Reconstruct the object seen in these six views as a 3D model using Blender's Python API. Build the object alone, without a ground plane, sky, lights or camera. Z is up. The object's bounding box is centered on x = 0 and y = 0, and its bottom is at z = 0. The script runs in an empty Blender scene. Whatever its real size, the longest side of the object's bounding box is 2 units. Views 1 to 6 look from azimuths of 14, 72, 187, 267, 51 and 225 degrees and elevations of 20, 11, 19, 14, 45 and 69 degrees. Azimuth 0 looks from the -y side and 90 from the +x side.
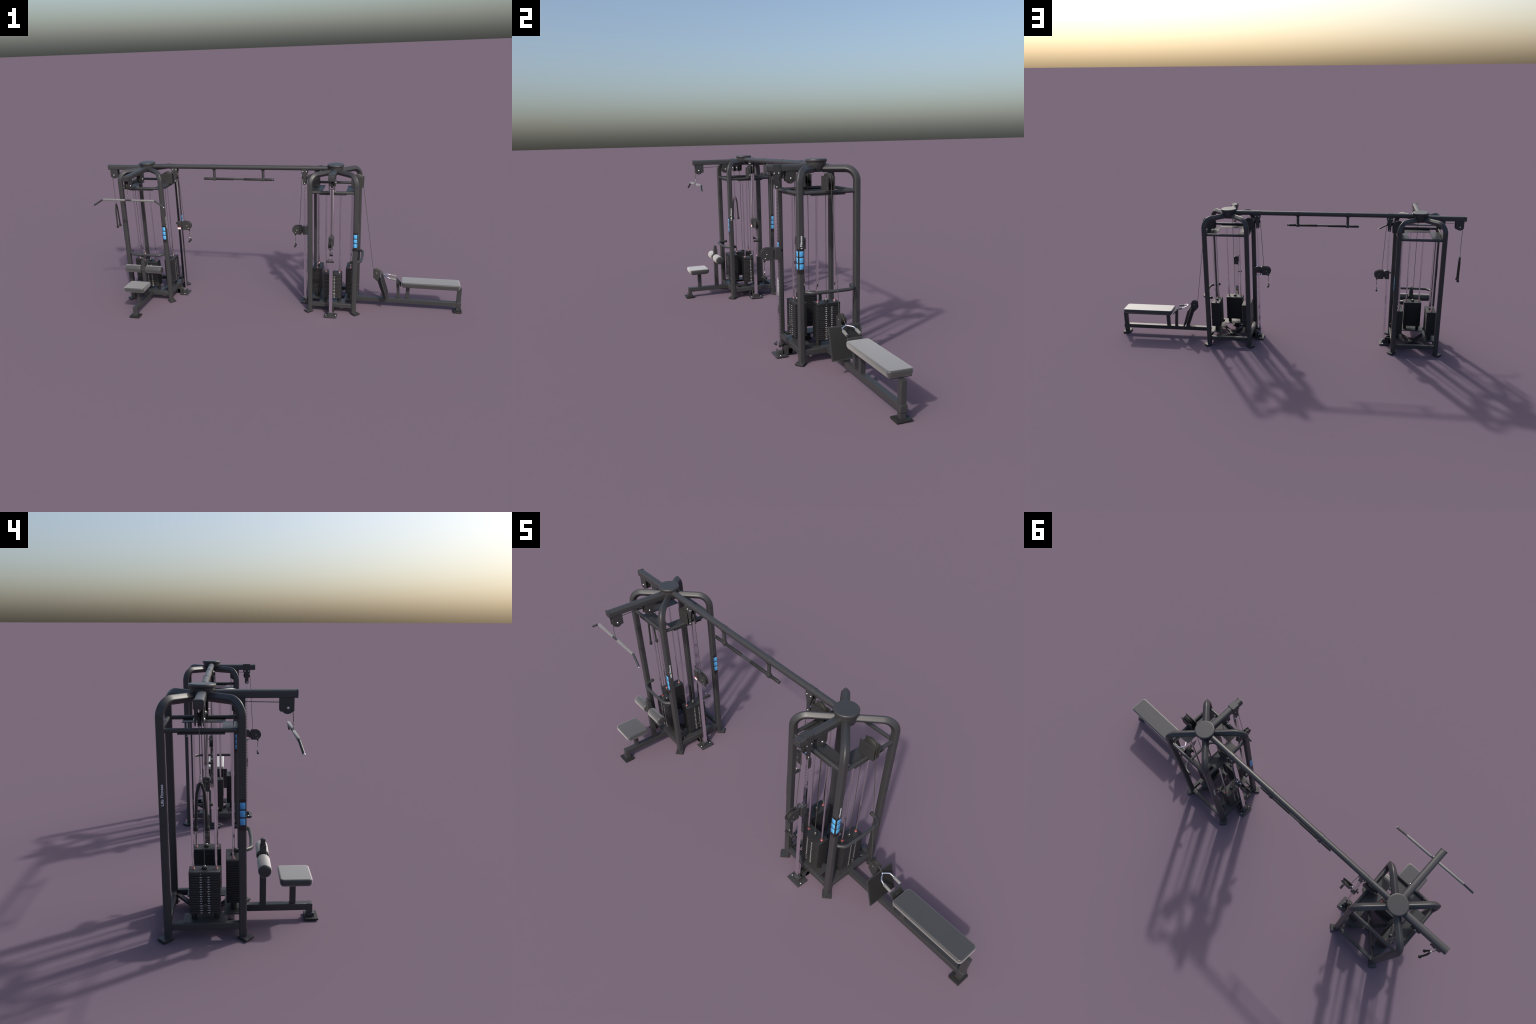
"""Two-tower cable gym: two four-legged towers joined by an overhead beam with a
pull-up bar.  Every tower has three stations (a weight stack between two guide rods).
Station frame: local +X = outward from the tower axis, +Y = sideways, +Z = up."""
import bpy, bmesh
from math import pi, sin, cos, radians, sqrt, atan2
from mathutils import Vector, Matrix

AXIS_Y = 0.112
TOWER_A = (-0.7573, AXIS_Y)          # seat side
TOWER_B = (0.310, AXIS_Y)           # bench side
LEG_A, LEG_C = 0.0123, 0.0058      # half side and corner radius of the leg tube
LEG_O = 0.1192                      # sideways distance of the legs from the tower axis
TOP_Z = 0.7597                      # axis height of the leg tubes at the hub
BEAM_Z = 0.7757                     # axis height of the overhead beam
ARM_Z0, ARM_Z1 = 0.7537, 0.7805     # underside and top of the arms
STACK_O = 0.091                     # outward distance of the guide rods
ROD_T = 0.0365
PLATE_PITCH = 0.0081
STACK_Z = 0.083


# --------------------------------------------------------------------------- materials
def ramp_between(nt, fac, a, b):
    mix = nt.nodes.new('ShaderNodeMix')
    mix.data_type = 'RGBA'
    nt.links.new(fac, mix.inputs[0])
    mix.inputs[6].default_value = (*a, 1)
    mix.inputs[7].default_value = (*b, 1)
    return mix.outputs[2]


def material(name, colour, rough=0.5, metal=0.0, vary=0.12, scale=60, bump=0.0,
             sheen=0.0, sheen_rough=0.4, spec=0.5, coat=0.0, sheen_tint=(1, 1, 1)):
    m = bpy.data.materials.new(name)
    m.use_nodes = True
    nt = m.node_tree
    bsdf = nt.nodes['Principled BSDF']
    tc = nt.nodes.new('ShaderNodeTexCoord')
    noise = nt.nodes.new('ShaderNodeTexNoise')
    noise.inputs['Scale'].default_value = scale
    noise.inputs['Detail'].default_value = 5
    nt.links.new(tc.outputs['Object'], noise.inputs['Vector'])
    lo = tuple(c * (1 - vary) for c in colour)
    hi = tuple(min(1.0, c * (1 + vary)) for c in colour)
    nt.links.new(ramp_between(nt, noise.outputs['Fac'], lo, hi), bsdf.inputs['Base Color'])
    bsdf.inputs['Roughness'].default_value = rough
    bsdf.inputs['Metallic'].default_value = metal
    bsdf.inputs['Specular IOR Level'].default_value = spec
    bsdf.inputs['Coat Weight'].default_value = coat
    bsdf.inputs['Sheen Weight'].default_value = sheen
    bsdf.inputs['Sheen Roughness'].default_value = sheen_rough
    bsdf.inputs['Sheen Tint'].default_value = (*sheen_tint, 1)
    if bump:
        fine = nt.nodes.new('ShaderNodeTexNoise')
        fine.inputs['Scale'].default_value = scale * 12
        nt.links.new(tc.outputs['Object'], fine.inputs['Vector'])
        bp = nt.nodes.new('ShaderNodeBump')
        bp.inputs['Strength'].default_value = bump
        bp.inputs['Distance'].default_value = 0.0006
        nt.links.new(fine.outputs['Fac'], bp.inputs['Height'])
        nt.links.new(bp.outputs['Normal'], bsdf.inputs['Normal'])
    return m


def gradient_material(name, a, b, rough):
    """Printed square whose blue runs from dark at one upper corner to light below."""
    m = bpy.data.materials.new(name)
    m.use_nodes = True
    nt = m.node_tree
    bsdf = nt.nodes['Principled BSDF']
    tc = nt.nodes.new('ShaderNodeTexCoord')
    sep = nt.nodes.new('ShaderNodeSeparateXYZ')
    nt.links.new(tc.outputs['Generated'], sep.inputs[0])
    mul = nt.nodes.new('ShaderNodeMath'); mul.operation = 'MULTIPLY_ADD'
    mul.inputs[1].default_value = 0.35
    mul.inputs[2].default_value = 0.0
    nt.links.new(sep.outputs['Z'], mul.inputs[0])
    add = nt.nodes.new('ShaderNodeMath'); add.operation = 'MULTIPLY_ADD'
    add.inputs[1].default_value = 0.65
    nt.links.new(sep.outputs['Y'], add.inputs[0])
    nt.links.new(mul.outputs[0], add.inputs[2])
    nt.links.new(ramp_between(nt, add.outputs[0], a, b), bsdf.inputs['Base Color'])
    bsdf.inputs['Roughness'].default_value = rough
    return m


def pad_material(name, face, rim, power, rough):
    """Vinyl with grazing-angle sheen painted into its base colour: dark face-on, pale edge-on."""
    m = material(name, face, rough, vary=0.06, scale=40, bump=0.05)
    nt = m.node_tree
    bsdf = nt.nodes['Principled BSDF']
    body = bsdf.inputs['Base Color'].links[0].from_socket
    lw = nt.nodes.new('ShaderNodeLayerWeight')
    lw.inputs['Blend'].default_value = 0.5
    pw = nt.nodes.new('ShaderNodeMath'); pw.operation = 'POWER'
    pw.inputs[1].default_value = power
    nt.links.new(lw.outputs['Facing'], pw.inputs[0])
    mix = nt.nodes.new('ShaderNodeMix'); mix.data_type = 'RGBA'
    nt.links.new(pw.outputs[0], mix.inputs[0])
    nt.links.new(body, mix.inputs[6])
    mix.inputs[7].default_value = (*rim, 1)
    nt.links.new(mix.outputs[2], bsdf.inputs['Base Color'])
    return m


FRAME = material('charcoal_powder_coat', (0.0345, 0.0347, 0.037), 0.42, vary=0.08, scale=90, spec=0.5)
STEEL_DARK = material('dark_bracket_steel', (0.030, 0.030, 0.031), 0.5, vary=0.1)
WEIGHT = material('black_cast_iron', (0.014, 0.014, 0.015), 0.5, vary=0.2, bump=0.3)
RUBBER = material('black_rubber', (0.012, 0.012, 0.011), 0.6, vary=0.2, bump=0.2)
PULLEY = material('pulley_nylon', (0.022, 0.022, 0.021), 0.55)
CHROME = material('mirror_chrome', (0.93, 0.92, 0.93), 0.06, 1.0, vary=0.02)
BOLT = material('polished_bolt_steel', (0.55, 0.54, 0.53), 0.32, 1.0, vary=0.05)
PAD = pad_material('grey_vinyl_pad', (0.046, 0.046, 0.048), (0.80, 0.785, 0.77), 2.9, 0.45)  # second colour lightened to match lit pad tops and bright silhouettes
GRIP = material('grey_rubber_grip', (0.15, 0.15, 0.148), 0.6, sheen=0.4, bump=0.1)
BARTUBE = material('dark_bar_steel', (0.06, 0.062, 0.064), 0.35, 0.6)
CABLE = material('black_coated_cable', (0.055, 0.053, 0.05), 0.45)
DARK = material('bore_black', (0.004, 0.004, 0.004), 0.8)
RED = material('red_ring', (0.50, 0.03, 0.025), 0.4)
WHITE = material('white_print', (0.75, 0.76, 0.77), 0.5, vary=0.03)
NUMERAL = material('number_print', (0.72, 0.72, 0.70), 0.5, vary=0.03)
LABEL = material('label_backing', (0.016, 0.013, 0.013), 0.3)
BLUE = gradient_material('blue_print', (0.016, 0.09, 0.28), (0.15, 0.60, 1.0), 0.3)


# --------------------------------------------------------------------------- mesh builder
def frame_from(axis):
    a = axis.normalized()
    ref = Vector((0, 0, 1)) if abs(a.z) < 0.9 else Vector((1, 0, 0))
    u = ref.cross(a).normalized()
    return u, a.cross(u)


class Shape:
    """Collects geometry for one mesh."""

    def __init__(self):
        self.bm = bmesh.new()
        self.hard = False

    def _merge(self, other):
        tmp = bpy.data.meshes.new('tmp')
        other.to_mesh(tmp)
        other.free()
        self.bm.from_mesh(tmp)
        bpy.data.meshes.remove(tmp)
        return self

    def box(self, x0, x1, y0, y1, z0, z1, bevel=0.0, seg=2, rot=None):
        self.hard = True
        b = bmesh.new()
        bmesh.ops.create_cube(b, size=1)
        bmesh.ops.scale(b, verts=b.verts, vec=(abs(x1 - x0), abs(y1 - y0), abs(z1 - z0)))
        if bevel:
            bmesh.ops.bevel(b, geom=b.edges[:], offset=bevel, segments=seg, profile=0.5, affect='EDGES')
        if rot is not None:
            bmesh.ops.transform(b, matrix=rot, verts=b.verts)
        bmesh.ops.translate(b, verts=b.verts, vec=((x0 + x1) / 2, (y0 + y1) / 2, (z0 + z1) / 2))
        return self._merge(b)

    def ring_surface(self, rings, closed_ends=True):
        bm = self.bm
        rows = [[bm.verts.new(p) for p in r] for r in rings]
        n = len(rows[0])
        for a, b in zip(rows, rows[1:]):
            for i in range(n):
                bm.faces.new((a[i], a[(i + 1) % n], b[(i + 1) % n], b[i]))
        if closed_ends:
            bm.faces.new(rows[0][::-1])
            bm.faces.new(rows[-1])
        return self

    def tube(self, path, r, seg=20):
        """Round tube swept along a polyline."""
        pts = [Vector(p) for p in path]
        tang = []
        for i in range(len(pts)):
            a = pts[min(i + 1, len(pts) - 1)] - pts[max(i - 1, 0)]
            tang.append(a.normalized())
        u, v = frame_from(tang[0])
        rings = []
        for p, t in zip(pts, tang):
            u = (u - t * u.dot(t)).normalized()
            v = t.cross(u)
            rings.append([p + (u * cos(2 * pi * k / seg) + v * sin(2 * pi * k / seg)) * r for k in range(seg)])
        return self.ring_surface(rings)

    def sweep(self, path, section, side):
        """Sweep a closed section of (side, up) offsets along a path lying in one plane."""
        pts = [Vector(p) for p in path]
        u = Vector(side)
        rings = []
        for i, p in enumerate(pts):
            t = (pts[min(i + 1, len(pts) - 1)] - pts[max(i - 1, 0)]).normalized()
            v = t.cross(u)
            rings.append([p + u * a + v * b for a, b in section])
        return self.ring_surface(rings)

    def cyl(self, a, b, r, seg=24, bevel=0.0):
        a, b = Vector(a), Vector(b)
        if not bevel:
            return self.tube([a, b], r, seg)
        L = (b - a).length
        return self.lathe([(r - bevel, 0), (r - bevel * 0.3, bevel * 0.3), (r, bevel),
                           (r, L - bevel), (r - bevel * 0.3, L - bevel * 0.3), (r - bevel, L)], a, b - a, seg)

    def lathe(self, profile, origin=(0, 0, 0), axis=(0, 0, 1), seg=32):
        """profile: (radius, height) pairs turned about the axis."""
        o, a = Vector(origin), Vector(axis).normalized()
        u, v = frame_from(a)
        rings = [[o + a * h + (u * cos(2 * pi * k / seg) + v * sin(2 * pi * k / seg)) * r
                  for k in range(seg)] for r, h in profile]
        return self.ring_surface(rings)

    def prism(self, outline, t0, t1, plane='xz', bevel=0.0):
        """Extrude a 2D outline; plane 'xz' extrudes along y, 'yz' along x, 'xy' along z."""
        def at(p, d):
            return {'xz': (p[0], d, p[1]), 'yz': (d, p[0], p[1]), 'xy': (p[0], p[1], d)}[plane]
        self.hard = True
        b = bmesh.new()
        r0 = [b.verts.new(at(p, t0)) for p in outline]
        r1 = [b.verts.new(at(p, t1)) for p in outline]
        n = len(outline)
        for i in range(n):
            b.faces.new((r0[i], r0[(i + 1) % n], r1[(i + 1) % n], r1[i]))
        caps = [b.faces.new(r0[::-1]), b.faces.new(r1)]
        if bevel:
            es = list({e for f in caps for e in f.edges})
            bmesh.ops.bevel(b, geom=es, offset=bevel, segments=2, profile=0.5, affect='EDGES')
        return self._merge(b)

    def ball(self, c, r, seg=16, squash=1.0):
        b = bmesh.new()
        bmesh.ops.create_uvsphere(b, u_segments=seg, v_segments=seg // 2, radius=r)
        bmesh.ops.scale(b, verts=b.verts, vec=(1, 1, squash))
        bmesh.ops.translate(b, verts=b.verts, vec=c)
        return self._merge(b)

    def mesh(self, name, mat, angle=None):
        angle = angle or (21 if self.hard else 42)
        bmesh.ops.recalc_face_normals(self.bm, faces=self.bm.faces)
        for f in self.bm.faces:
            f.smooth = True
        me = bpy.data.meshes.new(name)
        self.bm.to_mesh(me)
        self.bm.free()
        me.set_sharp_from_angle(angle=radians(angle))
        me.materials.append(mat)
        return me


def fillet(points, radius, n=8):
    """Polyline with rounded corners."""
    pts = [Vector(p) for p in points]
    out = [pts[0]]
    for i in range(1, len(pts) - 1):
        p, a, b = pts[i], (pts[i - 1] - pts[i]), (pts[i + 1] - pts[i])
        r = radius[i - 1] if isinstance(radius, (list, tuple)) else radius
        la, lb = a.length, b.length
        a.normalize(); b.normalize()
        ang = a.angle(b)
        if r <= 0 or ang > pi - 0.01:
            out.append(p)
            continue
        d = min(r / (sin(ang / 2) / cos(ang / 2)), la * 0.95, lb * 0.95)
        r = d * (sin(ang / 2) / cos(ang / 2))
        c = p + (a + b).normalized() * (r / sin(ang / 2))
        s, e = (p + a * d) - c, (p + b * d) - c
        tot = s.angle(e)
        for k in range(n + 1):
            w = k / n
            out.append(c + (s * sin((1 - w) * tot) + e * sin(w * tot)) / sin(tot))
    out.append(pts[-1])
    return out


def arc(cx, cy, r, a0, a1, n=14):
    return [(cx + r * cos(radians(a0 + (a1 - a0) * k / n)), cy + r * sin(radians(a0 + (a1 - a0) * k / n)))
            for k in range(n + 1)]


# --------------------------------------------------------------------------- placing
root = bpy.data.objects.new('cable_gym', None)
bpy.context.collection.objects.link(root)
root['label'] = 'two-tower dark steel cable gym with weight stacks, seat and bench'
root['category'] = 'gym machine'


def put(mesh, name, matrix=None, parent=None, kind=None):
    o = bpy.data.objects.new(name, mesh)
    bpy.context.collection.objects.link(o)
    p = parent or root
    o.parent = p
    world = matrix if matrix is not None else Matrix.Identity(4)
    if parent is not None:
        o.matrix_local = PLACED[p.name].inverted() @ world
    else:
        o.matrix_local = world
    PLACED[o.name] = world
    if kind:
        o['kind'] = kind
    return o


PLACED = {root.name: Matrix.Identity(4)}


def frame(tower, degrees):
    """Matrix of a frame on the tower axis whose X points along the given azimuth."""
    return Matrix.Translation((tower[0], tower[1], 0)) @ Matrix.Rotation(radians(degrees), 4, 'Z')


PX, NX, NY, PY = 0, 180, -90, 90        # station directions


def text_mesh(body, size, name, bold=0.0):
    """Flat lettering outline turned into mesh data (in the xy plane, centred)."""
    cu = bpy.data.curves.new(name, 'FONT')
    cu.body = body
    cu.size = size
    cu.align_x = 'CENTER'
    cu.align_y = 'CENTER'
    cu.offset = bold
    cu.resolution_u = 3
    ob = bpy.data.objects.new(name, cu)
    bpy.context.collection.objects.link(ob)
    dg = bpy.context.evaluated_depsgraph_get()
    me = bpy.data.meshes.new_from_object(ob.evaluated_get(dg))
    bpy.data.objects.remove(ob)
    bpy.data.curves.remove(cu)
    return me


# --------------------------------------------------------------------------- tower frame
def edge_section(half, corner, n=10):
    """Rounded square standing on its corner."""
    d = (half - corner) * sqrt(2)
    out = []
    for k in range(4):
        out += arc(d * cos(pi / 2 * k), d * sin(pi / 2 * k), corner, 90 * k - 45, 90 * k + 45, n)
    return out


# frame X runs along the diagonal of the tower; the tube keeps one edge outward
leg_d = LEG_O * sqrt(2)
leg_path = fillet([(0.030, 0, TOP_Z), (leg_d, 0, TOP_Z), (leg_d, 0, 0.004)], 0.047, 14)
LEG = Shape().sweep(leg_path, edge_section(LEG_A, LEG_C), (0, 1, 0)).mesh('leg', FRAME, 30)
FOOT = (Shape().box(0.161, 0.1994, -0.0182, 0.0185, 0.0, 0.0042, 0.0008)).mesh('foot_rubber', RUBBER)
FOOT_TOP = (Shape().box(0.163, 0.1980, -0.0170, 0.0172, 0.004, 0.0072, 0.0008)).mesh('foot_plate', FRAME)
FOOT_SCREW = Shape().lathe([(0.0022, 0), (0.0022, 0.0006), (0.0012, 0.001)], (0.1945, 0, 0.007)).mesh('foot_screw', DARK)
HUB = Shape().lathe([(0.0005, 0.7475), (0.0335, 0.7475), (0.0350, 0.749), (0.0395, 0.782), (0.0402, 0.7885)], seg=64) \
    .mesh('hub', FRAME)
HUB_CAP = Shape().lathe([(0.038, 0.7868), (0.0418, 0.787), (0.0432, 0.7885), (0.0436, 0.7922), (0.0432, 0.7955),
                         (0.0420, 0.7975), (0.040, 0.7984), (0.0385, 0.7985), (0.0375, 0.7985), (0.0005, 0.7985)], seg=64).mesh('hub_cap', FRAME)
UPPER_BAR = Shape().tube([(0.1188, -0.114, 0.6742), (0.1188, 0.114, 0.6742)], 0.0072, 20).mesh('upper_crossbar', FRAME)
LOWER_BAR = Shape().box(0.1105, 0.1280, -0.116, 0.116, 0.0318, 0.0552, 0.0026).mesh('lower_crossbar', FRAME)
TOP_PLATE = Shape().box(0.0615, 0.121, -0.07, 0.07, 0.6655, 0.6685, 0.0006).box(0.106, 0.125, -0.0695, 0.0695, 0.6625, 0.6657, 0.0006) \
    .mesh('rod_top_plate', FRAME)
BASE_PLATE = Shape().box(0.0605, 0.1225, -0.07, 0.07, 0.0520, 0.0566, 0.0008).mesh('rod_base_plate', FRAME)
brace_side = [(-0.163, 0.0365), (-0.014, 0.0105), (0.014, 0.0105), (0.163, 0.0365), (0.163, 0.0465), (0.014, 0.0205), (-0.014, 0.0205), (-0.163, 0.0465)]
BRACE = Shape().prism(brace_side, -0.008, 0.008, 'xz', 0.0015).mesh('floor_brace', FRAME)
BRACE_HUB = Shape().lathe([(0.0005, 0.0095), (0.0215, 0.0095), (0.0225, 0.011), (0.0225, 0.0245), (0.021, 0.026), (0.0005, 0.026)], seg=40) \
    .mesh('brace_hub', STEEL_DARK, 24)

for tower in (TOWER_A, TOWER_B):
    put(HUB, 'hub', frame(tower, 0))
    put(HUB_CAP, 'hub_cap', frame(tower, 0))
    for k in range(4):
        m = frame(tower, 45 + 90 * k)
        leg = put(LEG, 'leg', m)
        put(FOOT, 'foot_rubber', m, leg)
        put(FOOT_TOP, 'foot_plate', m, leg)
        put(FOOT_SCREW, 'foot_screw', m, leg)
        s = frame(tower, 90 * k)
        put(UPPER_BAR, 'upper_crossbar', s)
        put(LOWER_BAR, 'lower_crossbar', s)
    put(BRACE, 'floor_brace', frame(tower, 45))
    put(BRACE, 'floor_brace', frame(tower, 135) @ Matrix.Translation((0, 0, 0.0012)))
    put(BRACE_HUB, 'brace_hub', frame(tower, 0))

# --------------------------------------------------------------------------- weight stacks
HD, HW = 0.0272, 0.0497                     # depth in front of the rods and half width of the stack
BACK = 0.0245                               # depth behind the rods


def plate_shape(z0, z1, bev):
    s = Shape().box(STACK_O - BACK, STACK_O + HD, -HW, HW, z0, z1, bev, 2)
    return s


WEIGHT_PLATE = plate_shape(0, PLATE_PITCH - 0.0007, 0.0016) \
    .box(STACK_O - BACK + 0.002, STACK_O + HD - 0.002, -HW + 0.002, HW - 0.002, -0.0006, PLATE_PITCH) \
    .mesh('weight_plate', WEIGHT)
HEAD_PLATE = plate_shape(0, 0.0132, 0.0022).mesh('weight_stack', WEIGHT)
ROD = Shape().cyl((STACK_O, ROD_T, 0.056), (STACK_O, ROD_T, 0.667), 0.0039, 24).mesh('guide_rod', CHROME)
BUMPER = Shape().cyl((STACK_O, ROD_T, 0.056), (STACK_O, ROD_T, 0.084), 0.0096, 24, 0.001).mesh('bumper', RUBBER)
COLLAR = Shape().lathe([(0.0038, 0), (0.0058, 0), (0.0058, 0.0022), (0.0054, 0.0028), (0.0037, 0.0028)], (STACK_O, ROD_T, 0)) \
    .mesh('rod_collar', BOLT, 24)
RED_RING = Shape().lathe([(0.0037, 0.0027), (0.0053, 0.0027), (0.0052, 0.0044), (0.0037, 0.0048)], (STACK_O, ROD_T, 0)) \
    .mesh('red_ring', RED)
STEM = Shape().lathe([(0.0090, -0.001), (0.0090, 0.0068), (0.0080, 0.0080), (0.0060, 0.0085), (0.0005, 0.0086)], (STACK_O, 0, 0)) \
    .mesh('cable_stem', RUBBER, 24)
STEM_NUT = Shape().lathe([(0.0034, 0.0084), (0.0034, 0.0096), (0.0026, 0.0112), (0.0012, 0.0120)], (STACK_O, 0, 0)) \
    .mesh('stem_nut', BOLT)
PIN = Shape().cyl((STACK_O + HD - 0.004, 0, 0.0037), (STACK_O + HD + 0.006, 0, 0.0037), 0.0022, 12) \
    .cyl((STACK_O + HD + 0.005, 0, 0.0037), (STACK_O + HD + 0.013, 0, 0.0037), 0.0056, 20, 0.0015).mesh('selector_pin', STEEL_DARK)
BORE = Shape().cyl((STACK_O + HD - 0.003, 0, 0.0037), (STACK_O + HD + 0.0003, 0, 0.0037), 0.0015, 10).mesh('selector_bore', DARK)


def numerals(count):
    """Two columns of load numbers on the front of the plates, 7.5 apart."""
    bm = bmesh.new()
    face = Matrix(((0, 0, 1, STACK_O + HD + 0.0004), (1, 0, 0, 0), (0, 1, 0, 0), (0, 0, 0, 1)))

    def add(body, t, z, size=0.0046):
        me = text_mesh(body, size, 'numeral', 0.00012)
        me.transform(Matrix.Translation((0, t, z)) @ face)
        bm.from_mesh(me)
        bpy.data.meshes.remove(me)
    top = STACK_Z + PLATE_PITCH * count
    add('5', -0.012, top + 0.0066)
    for i in range(count):
        v = 12.5 + 7.5 * i
        body = ('%.1f' % v) if v % 1 else '%d' % v
        z = top - PLATE_PITCH * (i + 0.5)
        add(body, -0.012, z)
        add(body, 0.012, z)
    me = bpy.data.meshes.new('load_numbers')
    bm.to_mesh(me)
    bm.free()
    me.materials.append(NUMERAL)
    return me


NUMBERS = {n: numerals(n) for n in (16, 17)}


def weight_stack(m, count):
    top = STACK_Z + PLATE_PITCH * count + 0.0004
    up = m @ Matrix.Translation((0, 0, top))
    head = put(HEAD_PLATE, 'weight_stack', up)
    for i in range(count):
        at = m @ Matrix.Translation((0, 0, STACK_Z + PLATE_PITCH * i))
        put(WEIGHT_PLATE, 'weight_plate', at, head)
    bores = Shape()
    for i in range(count):
        z = STACK_Z + PLATE_PITCH * i + 0.0037
        bores.cyl((STACK_O + HD - 0.003, 0, z), (STACK_O + HD + 0.0003, 0, z), 0.0014, 8)
    put(bores.mesh('selector_bore', DARK), 'selector_bore', m, head, 'stuff')
    put(PIN, 'selector_pin', m @ Matrix.Translation((0, 0, STACK_Z + PLATE_PITCH * 4)), head)
    put(NUMBERS[count], 'load_numbers', m, head, 'stuff')
    top += 0.0132
    up = m @ Matrix.Translation((0, 0, top))
    put(STEM, 'cable_stem', up, head)
    put(STEM_NUT, 'stem_nut', up, head)
    for side in (0, 1):
        flip = Matrix.Translation((0, -2 * ROD_T * side, 0))
        put(ROD, 'guide_rod', m @ flip)
        put(BUMPER, 'bumper', m @ flip, head)
        put(COLLAR, 'rod_collar', up @ flip, head)
        put(RED_RING, 'red_ring', up @ flip, head)
    put(TOP_PLATE, 'rod_top_plate', m)
    put(BASE_PLATE, 'rod_base_plate', m)
    return top + 0.012


STATIONS = [(TOWER_A, PX, 16), (TOWER_A, NX, 16), (TOWER_A, NY, 17),
            (TOWER_B, PX, 17), (TOWER_B, NX, 16), (TOWER_B, NY, 16)]
stem_top = {}
for tower, d, count in STATIONS:
    stem_top[(tower[0], d)] = weight_stack(frame(tower, d), count)


# --------------------------------------------------------------------------- pulleys
def pulley_shape(r, half, axis=(0, 1, 0)):
    a = Vector(axis)
    return Shape().lathe([(0.0005, -half), (r * 0.94, -half), (r, -half * 0.82), (r, -half * 0.7), (r - half * 0.9, -half * 0.15),
                          (r - half * 0.9, half * 0.15), (r, half * 0.7), (r, half * 0.82), (r * 0.94, half), (0.0005, half)], (0, 0, 0), a, 40)


SMALL_PULLEY = pulley_shape(0.0205, 0.0042).mesh('pulley', PULLEY)
LARGE_PULLEY = pulley_shape(0.027, 0.0040).mesh('pulley', PULLEY)
TOP_PULLEY = pulley_shape(0.0158, 0.0042).mesh('pulley', PULLEY)
HOUSING_PULLEY = pulley_shape(0.0232, 0.0040).mesh('pulley', PULLEY)
FLOOR_PULLEY = pulley_shape(0.0150, 0.0040).mesh('pulley', PULLEY)
ROW_PULLEY = pulley_shape(0.0203, 0.0036).mesh('pulley', PULLEY)


def dome(r):
    return [(r, 0), (r, 0.0006), (r * 0.94, r * 0.32), (r * 0.75, r * 0.56), (r * 0.45, r * 0.72), (0.0003, r * 0.8)]


BOLT_HEAD = Shape().lathe(dome(0.0050), (0, 0, 0), (0, 1, 0), 18).mesh('bolt', BOLT)
SMALL_BOLT = Shape().lathe(dome(0.0037), (0, 0, 0), (0, 1, 0), 18).mesh('bolt', BOLT)
FLOOR_BOLT = Shape().lathe(dome(0.0040), (0, 0, 0), (0, 0, 1), 18).mesh('bolt', BOLT)
TINY_BOLT = Shape().lathe(dome(0.0022), (0, 0, 0), (0, 1, 0), 18).mesh('bolt', BOLT)
FLIP = Matrix.Rotation(pi, 4, 'Z')


def bolts(m, o, t, z, parent, mesh=None):
    """A bolt head on both outer faces, at sideways distance t."""
    mesh = mesh or BOLT_HEAD
    put(mesh, 'bolt', m @ Matrix.Translation((o, t, z)), parent)
    put(mesh, 'bolt', m @ Matrix.Translation((o, -t, z)) @ FLIP, parent)


def cable(points, m, radius=0.0, r=0.0012, n=8):
    path = fillet(points, radius, n) if radius else points
    put(Shape().tube(path, r, 10).mesh('cable', CABLE), 'cable', m)


# ------------------------------------------------------------------------ arms and hangers
def arm_outline(half=0.0145, z0=ARM_Z0, z1=ARM_Z1, r=0.0088):
    """Tube section with flat sides and bottom and large rounded top corners."""
    crown = 0.0010
    top = arc(half - r, z1 - crown - r, r, 0, 80, 8) + [(0, z1)] + arc(-half + r, z1 - crown - r, r, 100, 180, 8)
    return [(-half + 0.002, z0), (half - 0.002, z0), (half, z0 + 0.002)] + top + [(-half, z0 + 0.002)]


def arm(m, length):
    body = Shape().prism(arm_outline(), 0.028, length - 0.0035, 'yz')
    a = put(body.mesh('arm', FRAME, 30), 'arm', m)
    cap = Shape().prism(arm_outline(0.0150, ARM_Z0 - 0.0004, ARM_Z1 + 0.0004, 0.0050), length - 0.0036, length, 'yz', 0.0009)
    put(cap.mesh('arm_end_cap', FRAME, 30), 'arm_end_cap', m, a)
    return a


def hanger(m, o, z, parent, back, front):
    """Two cheek plates under an arm with a pulley between them."""
    cheek = [(o - back, ARM_Z0 + 0.001), (o - back, z - 0.009), (o - back + 0.002, z - 0.011)] + arc(o, z, 0.0185, 217, 323, 12) + [(o + front - 0.002, z - 0.011), (o + front, z - 0.009), (o + front, ARM_Z0 + 0.001)]
    s = Shape().prism(cheek, 0.0098, 0.0128, 'xz', 0.0005).prism(cheek, -0.0128, -0.0098, 'xz', 0.0005)
    h = put(s.mesh('pulley_hanger', STEEL_DARK), 'pulley_hanger', m)
    put(SMALL_PULLEY, 'pulley', m @ Matrix.Translation((o, 0, z)), h)
    bolts(m, o, 0.0128, z, h)
    return h


def arm_station(tower, d, length, z=0.7225):
    """Arm with an inner pulley above the stack and an outer one near its end."""
    m = frame(tower, d)
    a = arm(m, length)
    inner, outer = 0.1115, length - 0.0315
    hanger(m, inner, 0.7255, a, 0.0215, 0.021)
    hanger(m, outer, z, a, 0.0255, 0.020)
    r = 0.0163
    base = stem_top[(tower[0], d)]
    cable([(inner - r, 0, base), (inner - r, 0, 0.7255)] + [(x, 0, y) for x, y in arc(inner, 0.7255, r, 175, 90, 8)] +
          [(x, 0, y) for x, y in arc(outer, z, r, 90, 5, 8)] + [(outer + r, 0, z)], m)
    return outer + r, z


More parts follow.
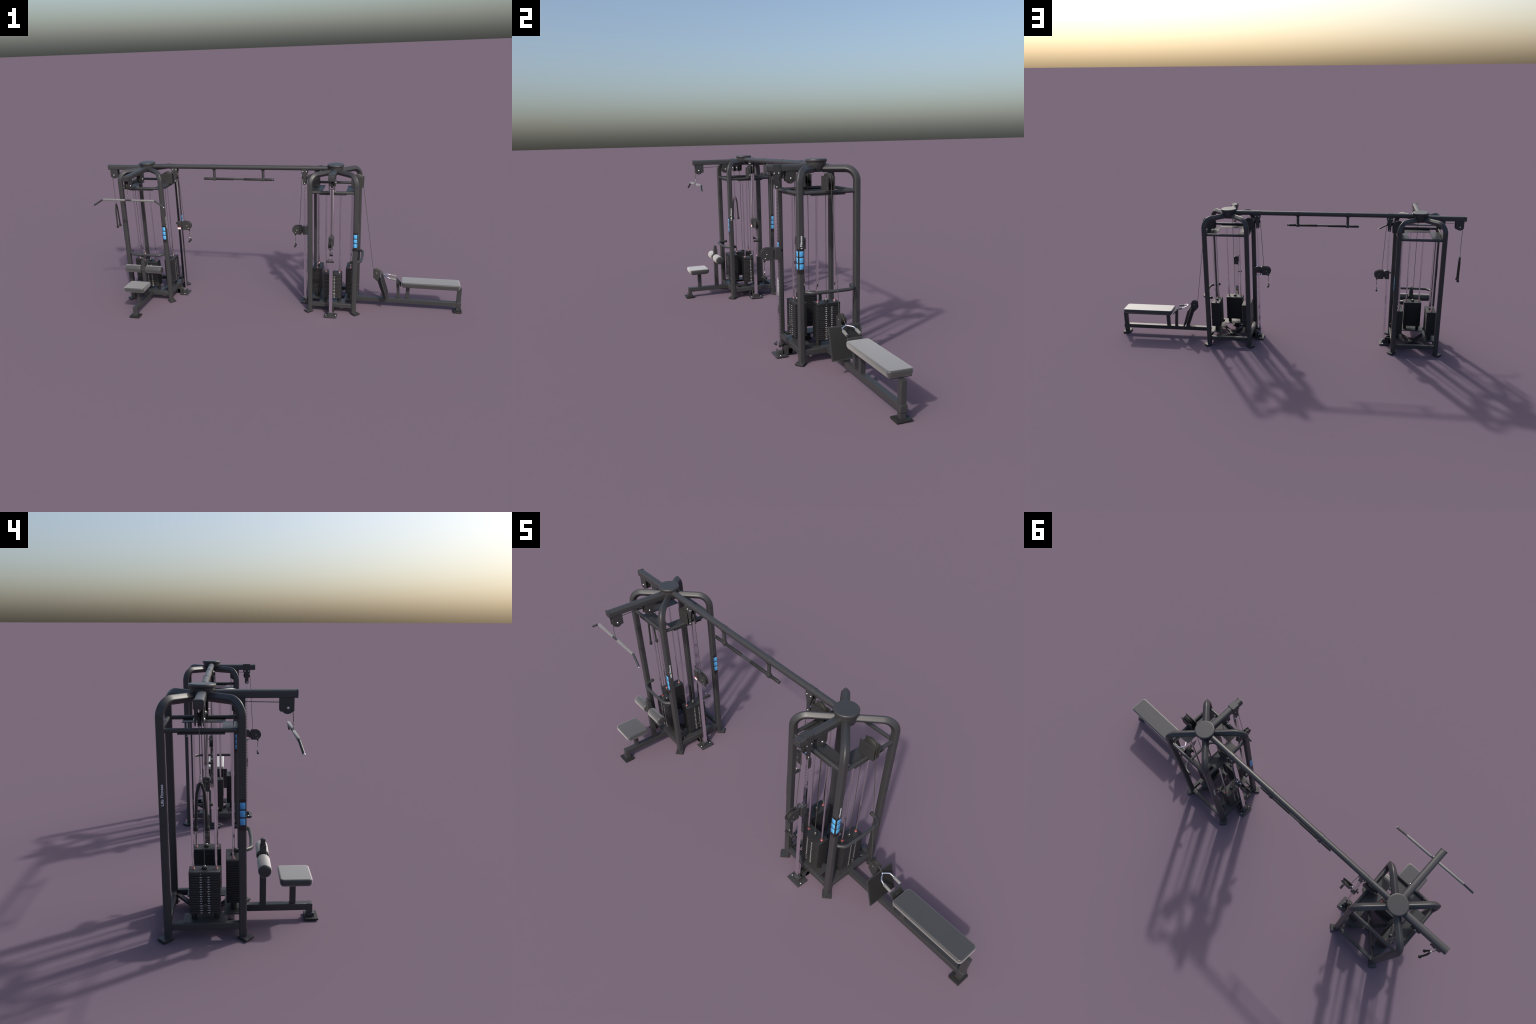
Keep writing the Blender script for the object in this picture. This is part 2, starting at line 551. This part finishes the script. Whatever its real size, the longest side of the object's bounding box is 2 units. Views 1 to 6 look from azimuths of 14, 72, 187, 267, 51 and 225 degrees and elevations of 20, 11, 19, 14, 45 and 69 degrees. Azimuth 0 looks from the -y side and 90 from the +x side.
# --------------------------------------------------------------------------- upright pulley blocks
def upright_block(tower, d):
    m = frame(tower, d)
    o, z = 0.1172, 0.7195
    cheek = [(0.0835, 0.681), (0.1475, 0.679), (0.149, 0.733), (0.147, 0.735), (0.0835, 0.735)]
    s = Shape().prism(cheek, 0.0118, 0.0145, 'xz', 0.0005).prism(cheek, -0.0145, -0.0118, 'xz', 0.0005)
    s.box(0.0835, 0.1475, -0.012, 0.012, 0.680, 0.6825)
    h = put(s.mesh('pulley_block', STEEL_DARK), 'pulley_block', m)
    for t in (-0.0062, 0.0062):
        put(LARGE_PULLEY, 'pulley', m @ Matrix.Translation((o, t, z)), h)
    put(Shape().cyl((o, -0.0149, z), (o, 0.0149, z), 0.0022, 12).mesh('axle', DARK), 'axle', m, h)
    base = stem_top[(tower[0], d)]
    r = 0.0255
    return m, o, z, r, [(o - r, 0, base), (o - r, 0, z)] + [(x, 0, y) for x, y in arc(o, z, r, 175, 90, 8)]


# ------------------------------------------------------------------------- adjustable columns
def column_holes(o, z0, z1, pitch):
    s = Shape()
    n = int((z1 - z0) / pitch)
    for k in range(n + 1):
        z = z0 + k * pitch
        s.cyl((o, -0.0093, z), (o, 0.0093, z), 0.0017, 10)
    return s.mesh('column_holes', DARK)


def handle(m, o, z):
    """Stirrup handle: strap triangle, grip bar and a snap link."""
    grip = Shape().cyl((o, -0.0198, z), (o, 0.0198, z), 0.0054, 18, 0.0012)
    h = put(grip.mesh('stirrup_handle', RUBBER), 'stirrup_handle', m)
    strap = Shape().tube(fillet([(o, -0.0135, z), (o, -0.0130, z + 0.005), (o, 0, z + 0.0185), (o, 0.0130, z + 0.005), (o, 0.0135, z)], 0.003, 5), 0.0013, 8)
    put(strap.mesh('strap', RUBBER), 'strap', m, h)
    ring = Shape().tube([(o, 0.0030 * cos(k * pi / 8), z + 0.0205 + 0.0034 * sin(k * pi / 8)) for k in range(17)], 0.0010, 8)
    put(ring.mesh('snap_link', CHROME), 'snap_link', m, h)


def column(tower, d, o, round_collar):
    m = frame(tower, d)
    col = put(Shape().box(o - 0.0066, o + 0.0066, -0.009, 0.009, 0.018, 0.703, 0.0006).mesh('column', CHROME), 'column', m)
    put(column_holes(o, 0.085, 0.662, 0.0141), 'column_holes', m, col, 'stuff')
    # top bracket
    if round_collar:
        c = Shape().cyl((o - 0.0165, 0, BEAM_Z), (o + 0.0165, 0, BEAM_Z), 0.0139, 36, 0.0008)
    else:
        c = Shape().box(o - 0.0168, o + 0.0168, -0.0165, 0.0165, 0.7480, 0.7826, 0.001)
    out = 0.0128 if round_collar else 0.0152
    top_z = BEAM_Z if round_collar else 0.765
    cheek = [(o - 0.0168, top_z), (o - 0.0168, 0.751 if round_collar else 0.743), (o - 0.0145, 0.7475 if round_collar else 0.7395), (o - 0.0085, 0.729), (o - 0.0085, 0.688),
             (o + 0.0085, 0.688), (o + 0.0085, 0.729), (o + 0.0145, 0.7475 if round_collar else 0.7395), (o + 0.0168, 0.751 if round_collar else 0.743), (o + 0.0168, top_z)]
    c.prism(cheek, out - 0.0028, out, 'xz', 0.0004).prism(cheek, -out, -out + 0.0028, 'xz', 0.0004)
    br = put(c.mesh('column_bracket', STEEL_DARK if not round_collar else FRAME), 'column_bracket', m)
    for dx in (-0.0095, 0.0095):
        bolts(m, o + dx, out, 0.758 if round_collar else 0.7475, br, SMALL_BOLT)
    bolts(m, o, out, 0.6945, br, SMALL_BOLT)
    zc = 0.7265
    put(TOP_PULLEY, 'pulley', m @ Matrix.Translation((o, 0, zc)), br)
    put(Shape().cyl((o, -out - 0.0004, zc), (o, out + 0.0004, zc), 0.0017, 10).mesh('axle', DARK), 'axle', m, br)
    # foot
    f = Shape().box(o - 0.0245, o + 0.025, -0.033, 0.033, 0.0, 0.0058, 0.001)
    f.box(o - 0.0105, o + 0.0105, -0.0155, 0.0155, 0.005, 0.0235, 0.0012)
    f.box(0.118, o - 0.0165, -0.0135, -0.0105, 0.004, 0.040, 0.0006).box(0.118, o - 0.0165, 0.0105, 0.0135, 0.004, 0.040, 0.0006)
    f.box(0.112, 0.137, -0.0135, 0.0135, 0.004, 0.0285, 0.001)
    ft = put(f.mesh('column_foot', FRAME), 'column_foot', m)
    put(FLOOR_PULLEY, 'pulley', m @ Matrix.Translation((0.1425, 0, 0.0225)), ft)
    put(Shape().box(o - 0.0235, o - 0.0112, -0.013, 0.013, 0.0057, 0.0062).mesh('foot_slot', DARK), 'foot_slot', m, ft)
    for t in (-0.0255, 0.0255):
        put(FLOOR_BOLT, 'bolt', m @ Matrix.Translation((o + 0.004, t, 0.0057)), ft)
    # carriage with swivelling pulley housing
    cz = 0.4305
    cg = Shape().box(o - 0.0122, o + 0.0122, -0.0128, 0.0128, cz - 0.0248, cz + 0.0262, 0.0018)
    car = put(cg.mesh('carriage', FRAME), 'carriage', m)
    put(Shape().box(o - 0.0098, o + 0.0098, -0.0133, -0.0126, cz - 0.0215, cz - 0.0105).mesh('warning_label', WHITE), 'warning_label', m, car)
    put(Shape().box(o - 0.0098, o + 0.0098, -0.0134, -0.0126, cz - 0.0112, cz - 0.0082).mesh('warning_stripe', RED), 'warning_stripe', m, car)
    kn = Shape().cyl((o - 0.011, 0, cz + 0.011), (o - 0.0165, 0, cz + 0.011), 0.0026, 12)
    kn.cyl((o - 0.0160, 0, cz + 0.011), (o - 0.0215, 0, cz + 0.011), 0.0052, 18, 0.001)
    put(kn.mesh('pull_knob', RUBBER), 'pull_knob', m, car)
    lever = Shape().cyl((o - 0.002, -0.0125, cz + 0.010), (o - 0.002, -0.0165, cz + 0.010), 0.0030, 12)
    put(lever.mesh('lever', STEEL_DARK), 'lever', m, car)
    h0, h1 = o + 0.0195, o + 0.0720
    r = 0.0258
    cheek = [(h0 + 0.003, cz - r), (h1 - r, cz - r)] + arc(h1 - r, cz, r, -90, 90, 16) + \
            [(h0 + 0.003, cz + r), (h0, cz + r - 0.003), (h0, cz - r + 0.003)]
    hs = Shape().prism(cheek, 0.0062, 0.0088, 'xz', 0.0006).prism(cheek, -0.0088, -0.0062, 'xz', 0.0006)
    hs.box(h0, h0 + 0.005, -0.007, 0.007, cz - 0.020, cz + 0.019)
    hs.box(o + 0.0105, h0 + 0.001, -0.0052, 0.0052, cz - 0.016, cz + 0.016, 0.0012)
    ho = put(hs.mesh('pulley_housing', STEEL_DARK), 'pulley_housing', m, car)
    put(HOUSING_PULLEY, 'pulley', m @ Matrix.Translation((h1 - r, 0, cz)), car)
    bolts(m, h1 - r, 0.0086, cz - 0.001, car, TINY_BOLT)
    bolts(m, h1 - r + 0.007, 0.0086, cz - 0.0165, car, TINY_BOLT)
    put(Shape().cyl((o + 0.0155, 0, cz + 0.018), (o + 0.0155, 0, cz + 0.0235), 0.0028, 12).mesh('pivot', CHROME), 'pivot', m, car)
    ball_o = o + 0.0557
    put(Shape().ball((ball_o, 0, 0.4025), 0.0052).mesh('cable_stop', RUBBER), 'cable_stop', m)
    cable([(ball_o, 0, 0.404), (ball_o, 0, 0.359)], m)
    handle(m, ball_o, 0.3365)
    # cable from the top pulley down to the housing
    cable([(o + 0.0158, 0, zc), (o + 0.0302, 0, cz + 0.022)], m)
    return o, zc


def beam_station(tower, d):
    m, o, z, r, path = upright_block(tower, d)
    oc, zc = column(tower, d, 0.1645, True)
    cable(path + [(oc - 0.004, 0, zc + 0.0150)] + [(x, 0, y) for x, y in arc(oc, zc, 0.0150, 80, 0, 8)], m)


beam_station(TOWER_A, PX)
beam_station(TOWER_B, NX)

# tower B, front: short arm with its own column
m = frame(TOWER_B, NY)
a = arm(m, 0.2125)
hanger(m, 0.1115, 0.7255, a, 0.0215, 0.021)
oc, zc = column(TOWER_B, NY, 0.1712, False)
cable([(0.0937, 0, stem_top[(TOWER_B[0], NY)]), (0.0937, 0, 0.7255)] + [(x, 0, y) for x, y in arc(0.1115, 0.7255, 0.0178, 175, 90, 8)] +
      [(x, 0, y) for x, y in arc(oc, zc, 0.0150, 90, 0, 8)], m)

# --------------------------------------------------------------------------- overhead beam
beam = Shape().tube([(TOWER_A[0] + 0.03, AXIS_Y, BEAM_Z), (TOWER_B[0] - 0.03, AXIS_Y, BEAM_Z)], 0.0127, 40).mesh('overhead_beam', FRAME)
beam = put(beam, 'overhead_beam')
dots = Shape()
x = -0.53
while x < 0.09:
    for s in (-1, 1):
        p = Vector((x, AXIS_Y + s * 0.0124 * cos(radians(-12)), BEAM_Z + 0.0124 * sin(radians(-12))))
        q = Vector((0, s * cos(radians(-12)), sin(radians(-12))))
        dots.cyl(p - q * 0.002, p + q * 0.0003, 0.0012, 8)
    x += 0.0372
put(dots.mesh('beam_holes', DARK), 'beam_holes', None, beam, 'stuff')

bar_z = 0.7092
bar = Shape().cyl((-0.4225, AXIS_Y, bar_z), (-0.0255, AXIS_Y, bar_z), 0.0053, 20, 0.0006).mesh('pull_up_bar', FRAME)
bar = put(bar, 'pull_up_bar')
for x0, x1 in ((-0.4185, -0.3735), (-0.3535, -0.252), (-0.193, -0.0925), (-0.0735, -0.0335)):
    put(Shape().cyl((x0, AXIS_Y, bar_z), (x1, AXIS_Y, bar_z), 0.0067, 20, 0.0006).mesh('foam_grip', RUBBER), 'foam_grip', None, bar)
for x0 in (-0.4245, -0.0285):
    put(Shape().cyl((x0, AXIS_Y, bar_z), (x0 + 0.0045, AXIS_Y, bar_z), 0.0068, 20, 0.0008).mesh('bar_end_cap', FRAME), 'bar_end_cap', None, bar)
for x in (-0.362, -0.0838):
    p = Shape().cyl((x, AXIS_Y, bar_z), (x, AXIS_Y, BEAM_Z - 0.006), 0.0075, 22)
    p.box(x - 0.0088, x + 0.0088, AXIS_Y - 0.0085, AXIS_Y + 0.0085, bar_z - 0.0085, bar_z + 0.008, 0.0025)
    p.cyl((x - 0.0142, AXIS_Y, BEAM_Z), (x + 0.0142, AXIS_Y, BEAM_Z), 0.0137, 36, 0.0006)
    p.lathe([(0.0072, 0), (0.0085, 0.003), (0.0115, 0.006)], (x, AXIS_Y, BEAM_Z - 0.0185))
    put(p.mesh('bar_post', FRAME), 'bar_post')

# --------------------------------------------------------------------------- guard rails
GUARD = Shape().tube(fillet([(0.099, -0.107, 0.2925), (0.127, -0.103, 0.2922), (0.1485, -0.083, 0.291), (0.1510, 0, 0.2905), (0.1485, 0.083, 0.291),
                             (0.127, 0.103, 0.2922), (0.099, 0.107, 0.2925)], [0.02, 0.03, 0, 0.03, 0.02], 6), 0.0069, 20).mesh('guard_rail', FRAME)
GUARD_CAP = Shape().ball((0.0985, -0.1068, 0.2925), 0.0082, 16).ball((0.0985, 0.1068, 0.2925), 0.0082, 16).mesh('guard_cap', RUBBER)
for tower, d in ((TOWER_A, NY), (TOWER_B, PX)):
    g = put(GUARD, 'guard_rail', frame(tower, d))
    put(GUARD_CAP, 'guard_cap', frame(tower, d), g)


# --------------------------------------------------------------------------- upholstery
def cushion(x0, x1, y0, y1, z0, z1, edge, corner):
    """Padded slab: rounded plan outline, rounded top and bottom edges."""
    prof = []                                     # (inset, height) from the bottom edge to the top edge
    for a in range(-90, 1, 15):
        prof.append((edge * 1.6 * (1 - cos(radians(a))), z0 + edge * 2.6 * (1 + sin(radians(a)))))
    for a in range(0, 91, 15):
        prof.append((edge * (1 - cos(radians(a))), z1 - edge * (1 - sin(radians(a)))))
    prof.append((edge + 0.0012, z1))

    def outline(inset):
        pts = []
        r = max(corner - inset, 0.001)
        for cx, cy, a0 in ((x1 - corner, y1 - corner, 0), (x0 + corner, y1 - corner, 90), (x0 + corner, y0 + corner, 180), (x1 - corner, y0 + corner, 270)):
            pts += arc(cx, cy, r, a0, a0 + 90, 6)
        return pts
    return Shape().ring_surface([[(p[0], p[1], z) for p in outline(inset)] for inset, z in prof])


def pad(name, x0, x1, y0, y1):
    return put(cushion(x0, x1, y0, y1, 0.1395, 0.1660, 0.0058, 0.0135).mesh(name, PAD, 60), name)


# --------------------------------------------------------------------------- seat with knee rollers
ax = TOWER_A[0]
m = frame(TOWER_A, NY)
out_arm = arm_station(TOWER_A, NY, 0.2955)
o_lat, z_lat = out_arm
beam_s = Shape().box(ax - 0.0118, ax + 0.0118, -0.2445, -0.010, 0.0305, 0.0543, 0.0018)
put(beam_s.mesh('seat_beam', FRAME), 'seat_beam')
f = Shape().box(ax - 0.0122, ax + 0.0122, -0.2460, -0.2275, 0.012, 0.0548, 0.0015)
f.box(ax - 0.0150, ax + 0.0150, -0.2520, -0.2265, 0.006, 0.0215, 0.0015)
sf = put(f.mesh('seat_foot', FRAME), 'seat_foot')
put(Shape().box(ax - 0.0288, ax + 0.0288, -0.2650, -0.2195, 0.0, 0.0072, 0.0012).mesh('foot_rubber', RUBBER), 'foot_rubber', None, sf)
put(Shape().box(ax - 0.0090, ax + 0.0090, -0.1885, -0.1685, 0.053, 0.1385, 0.0015).mesh('seat_post', FRAME), 'seat_post')
put(Shape().box(ax - 0.045, ax + 0.045, -0.222, -0.146, 0.1365, 0.1412, 0.001).mesh('seat_board', STEEL_DARK), 'seat_board')
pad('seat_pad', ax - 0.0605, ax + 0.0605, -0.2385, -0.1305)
py = -0.0775
kp = Shape().box(ax - 0.0100, ax + 0.0100, py - 0.0105, py + 0.0105, 0.053, 0.268, 0.0016)
put(kp.mesh('roller_post', FRAME), 'roller_post')
kt = Shape().box(ax - 0.0078, ax + 0.0078, py - 0.0080, py + 0.0080, 0.262, 0.2900, 0.004)
put(kt.mesh('post_cap', FRAME), 'post_cap')
put(Shape().box(ax - 0.0148, ax + 0.0148, py - 0.0135, py + 0.0135, 0.2085, 0.2310, 0.0016).mesh('roller_clamp', FRAME), 'roller_clamp')
rz = 0.2195
put(Shape().cyl((ax - 0.105, py, rz), (ax + 0.105, py, rz), 0.0055, 16).mesh('roller_axle', FRAME), 'roller_axle')
roll_profile = [(0.0175, 0), (0.0198, 0.0008), (0.0213, 0.0030), (0.0216, 0.006), (0.0216, 0.0865), (0.0213, 0.0895), (0.0198, 0.0917), (0.0175, 0.0925)]
for s in (-1, 1):
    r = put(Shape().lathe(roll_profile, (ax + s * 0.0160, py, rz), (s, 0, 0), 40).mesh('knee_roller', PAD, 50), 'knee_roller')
    for a in (0.0150, 0.1078):
        put(Shape().cyl((ax + s * a, py, rz), (ax + s * (a + 0.0018), py, rz), 0.0172, 32, 0.0006).mesh('roller_disc', STEEL_DARK), 'roller_disc', None, r)

# --------------------------------------------------------------------------- lat bar
ly = -0.1715
bz = 0.6490
lat_path = fillet([(ax - 0.2015, ly - 0.0085, 0.6180), (ax - 0.1495, ly, bz), (ax + 0.1495, ly, bz), (ax + 0.2015, ly - 0.0085, 0.6180)], 0.012, 5)
lat = put(Shape().tube(lat_path, 0.0045, 16).mesh('pulldown_bar', BARTUBE), 'pulldown_bar')
for s in (-1, 1):
    put(Shape().cyl((ax + s * 0.0185, ly, bz), (ax + s * 0.1485, ly, bz), 0.0057, 18, 0.0008).mesh('bar_grip', GRIP), 'bar_grip', None, lat)
    end = Vector((ax + s * 0.2015, ly - 0.0085, 0.6180))
    dirn = Vector((s * 0.052, -0.0085, -0.031)).normalized()
    put(Shape().cyl(end - dirn * 0.001, end + dirn * 0.003, 0.0045, 16, 0.001).mesh('bar_tip', CHROME), 'bar_tip', None, lat)
lug = Shape().box(ax - 0.0045, ax + 0.0045, ly - 0.0022, ly + 0.0022, bz + 0.002, bz + 0.0165, 0.001)
lug.cyl((ax, ly, bz + 0.015), (ax, ly, bz + 0.0265), 0.0026, 18, 0.0006)
put(lug.mesh('bar_lug', BOLT), 'bar_lug', None, lat)
cable([(ax, AXIS_Y - o_lat, z_lat), (ax, ly, bz + 0.0255)], None)

# --------------------------------------------------------------------------- rope arm
m = frame(TOWER_A, NX)
o_rope, z_rope = arm_station(TOWER_A, NX, 0.2437, 0.7215)
rt = 0.5445
cable([(o_rope, 0, z_rope), (o_rope - 0.0005, 0, rt + 0.024)], m)
rope = Shape().tube(fillet([(o_rope - 0.002, -0.0165, 0.4110), (o_rope, -0.0112, rt - 0.030), (o_rope, 0.0, rt + 0.013), (o_rope, 0.0112, rt - 0.030), (o_rope - 0.002, 0.0165, 0.4110)], [0.03, 0.0045, 0.03], 8), 0.0043, 14)
rope = put(rope.mesh('rope', RUBBER), 'rope', m)
for s in (-1, 1):
    put(Shape().cyl((o_rope - 0.002, s * 0.0162, 0.4185), (o_rope - 0.0025, s * 0.0168, 0.4045), 0.0070, 20, 0.0015).mesh('rope_stopper', RUBBER), 'rope_stopper', m, rope)
put(Shape().box(o_rope - 0.003, o_rope + 0.003, -0.0042, 0.0042, rt + 0.004, rt + 0.016, 0.001).cyl((o_rope, 0, rt + 0.014), (o_rope, 0, rt + 0.0255), 0.0026, 18, 0.0006)
    .mesh('rope_shackle', BOLT), 'rope_shackle', m, rope)

# --------------------------------------------------------------------------- row bench
by = AXIS_Y
m, o, z, r, path = upright_block(TOWER_B, PX)
row_c = Vector((0.5425, by, 0.2035))
k = TOWER_B[0]
tang = [(x, 0, y) for x, y in arc(o, z, r, 80, -8, 8)]
rr = 0.0185
row_local = row_c.x - k
around = [(x, 0, y) for x, y in arc(row_local, row_c.z, rr, 172, 72, 10)]
apex = Vector((0.5813, by, 0.1887))
cable(path + tang + around + [(apex.x - k, 0, apex.z)], m)
put(Shape().box(0.430, 0.9925, by - 0.0118, by + 0.0118, 0.0300, 0.0540, 0.0018).mesh('bench_beam', FRAME), 'bench_beam')
f = Shape().box(0.9690, 0.9915, by - 0.0102, by + 0.0102, 0.006, 0.1370, 0.0016)
f.box(0.9670, 0.9940, by - 0.0135, by + 0.0135, 0.0290, 0.0560, 0.003)
bf = put(f.mesh('bench_post', FRAME), 'bench_post')
put(Shape().box(0.9575, 1.0, by - 0.0285, by + 0.0285, 0.0, 0.0078, 0.0015).mesh('foot_rubber', RUBBER), 'foot_rubber', None, bf)
put(Shape().box(0.7020, 0.7215, by - 0.0095, by + 0.0095, 0.0525, 0.1375, 0.0015).mesh('bench_post', FRAME), 'bench_post')
put(Shape().box(0.684, 0.970, by - 0.0405, by + 0.0405, 0.1365, 0.1412, 0.001).mesh('bench_board', STEEL_DARK), 'bench_board')
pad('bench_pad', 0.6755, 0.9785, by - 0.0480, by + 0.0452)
# foot plate leaning towards the tower
tilt = atan2(0.605 - 0.5665, 0.1855 - 0.0634)
L = sqrt((0.605 - 0.5665) ** 2 + (0.1855 - 0.0634) ** 2)
R = Matrix.Rotation(-tilt, 4, 'Y')
cx, cz = (0.605 + 0.5665) / 2, (0.1855 + 0.0634) / 2
rim = Shape().box(cx - 0.0020, cx + 0.0020, by - 0.068, by + 0.068, cz - L / 2, cz + L / 2, 0.0006, 2, R)
fp = put(rim.mesh('foot_plate', FRAME), 'foot_plate')
nx, nz = 0.0021 * cos(tilt), 0.0021 * sin(tilt)           # tread sits on the face turned to the bench
tread = Shape().box(cx - 0.0004 + nx, cx + 0.0004 + nx, by - 0.0635, by + 0.0635, cz + nz - L / 2 + 0.0045, cz + nz + L / 2 - 0.0045, 0.0002, 1, R)
put(tread.mesh('tread', RUBBER), 'tread', None, fp)
# strut carrying the foot plate and the row pulley
a, b = Vector((0.5505, 0, 0.1720)), Vector((0.5935, 0, 0.0520))
ang = atan2(b.x - a.x, a.z - b.z)
Ls = (a - b).length
c = (a + b) / 2
st = Shape().box(c.x - 0.0095, c.x + 0.0095, by - 0.0095, by + 0.0095, c.z - Ls / 2, c.z + Ls / 2, 0.0014, 2, Matrix.Rotation(-ang, 4, 'Y'))
put(st.mesh('row_strut', FRAME), 'row_strut')
cheek = [(0.5235, 0.1735), (0.5285, 0.1710), (0.5415, 0.1560), (0.5570, 0.1530), (0.5610, 0.1800), (0.5625, 0.1900), (0.5625, 0.2125), (0.5235, 0.2125)]
s = Shape().prism(cheek, by - 0.0125, by - 0.0098, 'xz', 0.0004).prism(cheek, by + 0.0098, by + 0.0125, 'xz', 0.0004)
rb = put(s.mesh('row_bracket', STEEL_DARK), 'row_bracket')
for t in (-0.0048, 0.0048):
    put(ROW_PULLEY, 'pulley', Matrix.Translation((row_c.x, by + t, row_c.z)), rb)
bolts(Matrix.Translation((0, by, 0)), row_c.x, 0.0123, row_c.z - 0.002, rb, TINY_BOLT)
# handle rest in front of the bench
ra, rb2 = Vector((0.6490, 0, 0.1640)), Vector((0.6740, 0, 0.1375))
ang = atan2(rb2.x - ra.x, ra.z - rb2.z)
Lr = (ra - rb2).length
c = (ra + rb2) / 2
hr = put(Shape().box(c.x - 0.0018, c.x + 0.0018, by - 0.0300, by + 0.0300, c.z - Lr / 2, c.z + Lr / 2, 0.0006, 2, Matrix.Rotation(-ang, 4, 'Y'))
         .mesh('handle_rest', FRAME), 'handle_rest')
nx, nz = 0.0019 * cos(ang), 0.0019 * sin(ang)
put(Shape().box(c.x - 0.0004 + nx, c.x + 0.0004 + nx, by - 0.0262, by + 0.0262, c.z + nz - Lr / 2 + 0.004, c.z + nz + Lr / 2 - 0.004, 0.0, 1,
                Matrix.Rotation(-ang, 4, 'Y')).mesh('tread', RUBBER), 'tread', None, hr)
a, b = Vector((0.6565, 0, 0.1530)), Vector((0.6640, 0, 0.0525))
ang = atan2(b.x - a.x, a.z - b.z)
c = (a + b) / 2
put(Shape().box(c.x - 0.0078, c.x + 0.0078, by - 0.0078, by + 0.0078, c.z - 0.0505, c.z + 0.0505, 0.0012, 2, Matrix.Rotation(-ang, 4, 'Y'))
    .mesh('rest_post', FRAME), 'rest_post')
# double row handle
rh = None
for s in (-1, 1):
    p0, p1, p2, p3 = (apex, Vector((apex.x + 0.0045, by + s * 0.0075, 0.1880)), Vector((0.6115, by + s * 0.0262, 0.1808)), Vector((0.6472, by + s * 0.0268, 0.1736)))
    pm = Vector((apex.x + 0.0165, by + s * 0.0235, 0.1860))
    wire = Shape().tube(fillet([p0, p1, pm, p2, p3], [0.006, 0.014, 0.01], 6), 0.0029, 14)
    w = put(wire.mesh('row_handle', CHROME), 'row_handle')
    put(Shape().cyl(p2 + (p3 - p2) * 0.08, p3, 0.0055, 18, 0.0008).mesh('handle_grip', GRIP), 'handle_grip', None, w)
put(Shape().ball(apex, 0.0042).mesh('snap_link', CHROME), 'snap_link')


# --------------------------------------------------------------------------- prints on the legs
def leg_frame(tower, sx, sy, face):
    """Frame on a leg axis: X = out of the given flat side, Y = towards the outer edge, Z = up."""
    n = Vector((cos(radians(face)), sin(radians(face)), 0))
    e = Vector((sx, sy, 0)) - n * n.dot(Vector((sx, sy, 0)))
    e.normalize()
    m = Matrix.Identity(4)
    for r in range(3):
        m[r][0], m[r][1] = n[r], e[r]
    m[0][3], m[1][3] = tower[0] + sx * LEG_O, tower[1] + sy * LEG_O
    return m


def around(s, lift):
    """Point on the tube skin at sideways arc length s from the middle of a flat side."""
    flat = LEG_A - LEG_C
    if abs(s) <= flat:
        return LEG_A + lift, s
    a = (abs(s) - flat) / LEG_C
    r = LEG_C + lift
    y = flat + r * sin(a)
    return flat + r * cos(a), y if s > 0 else -y


def patch(half, z0, z1, lift, name, mat, n=14):
    """Thin curved plate lying on a flat side of the leg."""
    outer = [around(-half + 2 * half * k / n, lift) for k in range(n + 1)]
    inner = [around(-half + 2 * half * k / n, -0.0006) for k in range(n, -1, -1)]
    return Shape().prism(outer + inner, z0, z1, 'xy').mesh(name, mat, 30)


LABEL_PLATE = patch(0.0108, 0.3670, 0.4650, 0.0009, 'label', LABEL)
LABEL_SQUARE = patch(0.0081, 0.0, 0.0207, 0.0013, 'label_square', BLUE)


def load_label(tower, sx, sy, face):
    m = leg_frame(tower, sx, sy, face)
    lab = put(LABEL_PLATE, 'label', m)
    for k in range(3):
        put(LABEL_SQUARE, 'label_square', m @ Matrix.Translation((0, 0, 0.3848 + 0.0252 * k)), lab)


def brand_text(tower, sx, sy, face):
    """Name running up a flat side of the leg."""
    me = text_mesh('Life Fitness', 0.0116, 'brand_print', 0.00022)
    xs = [v.co.x for v in me.vertices]
    k = 0.0665 / (max(xs) - min(xs))
    u = Vector((-sin(radians(face)), cos(radians(face)), 0))
    n = Vector((cos(radians(face)), sin(radians(face)), 0))
    c = Vector((tower[0] + sx * LEG_O, tower[1] + sy * LEG_O, 0))
    for v in me.vertices:
        along, across = v.co.x * k, -v.co.y
        d, t = around(across, 0.0004)
        v.co = c + n * d + u * t + Vector((0, 0, 0.4813 + along))
    me.materials.append(WHITE)
    put(me, 'brand_print')


for tower, sx, sy, c in ((TOWER_A, 1, -1, -90), (TOWER_A, 1, 1, 0), (TOWER_A, -1, -1, 180),
                         (TOWER_B, 1, -1, -90), (TOWER_B, 1, -1, 0), (TOWER_B, -1, -1, 180)):
    load_label(tower, sx, sy, c)
for tower, sx, sy, c in ((TOWER_A, 1, -1, 0), (TOWER_B, 1, -1, 0), (TOWER_A, -1, 1, 180), (TOWER_B, -1, 1, 180)):
    brand_text(tower, sx, sy, c)

# small screws in a row on the legs that flank the side stations
for tower in (TOWER_A, TOWER_B):
    for sx in (-1, 1):
        for sy in (-1, 1):
            s = Shape()
            for i in range(7):
                z = 0.1210 + 0.0655 * i
                p = Vector((tower[0] + sx * (LEG_O + LEG_A), tower[1] + sy * LEG_O, z))
                s.cyl(p - Vector((sx * 0.002, 0, 0)), p + Vector((sx * 0.0003, 0, 0)), 0.0013, 8)
            put(s.mesh('leg_screws', DARK), 'leg_screws', None, None, 'stuff')
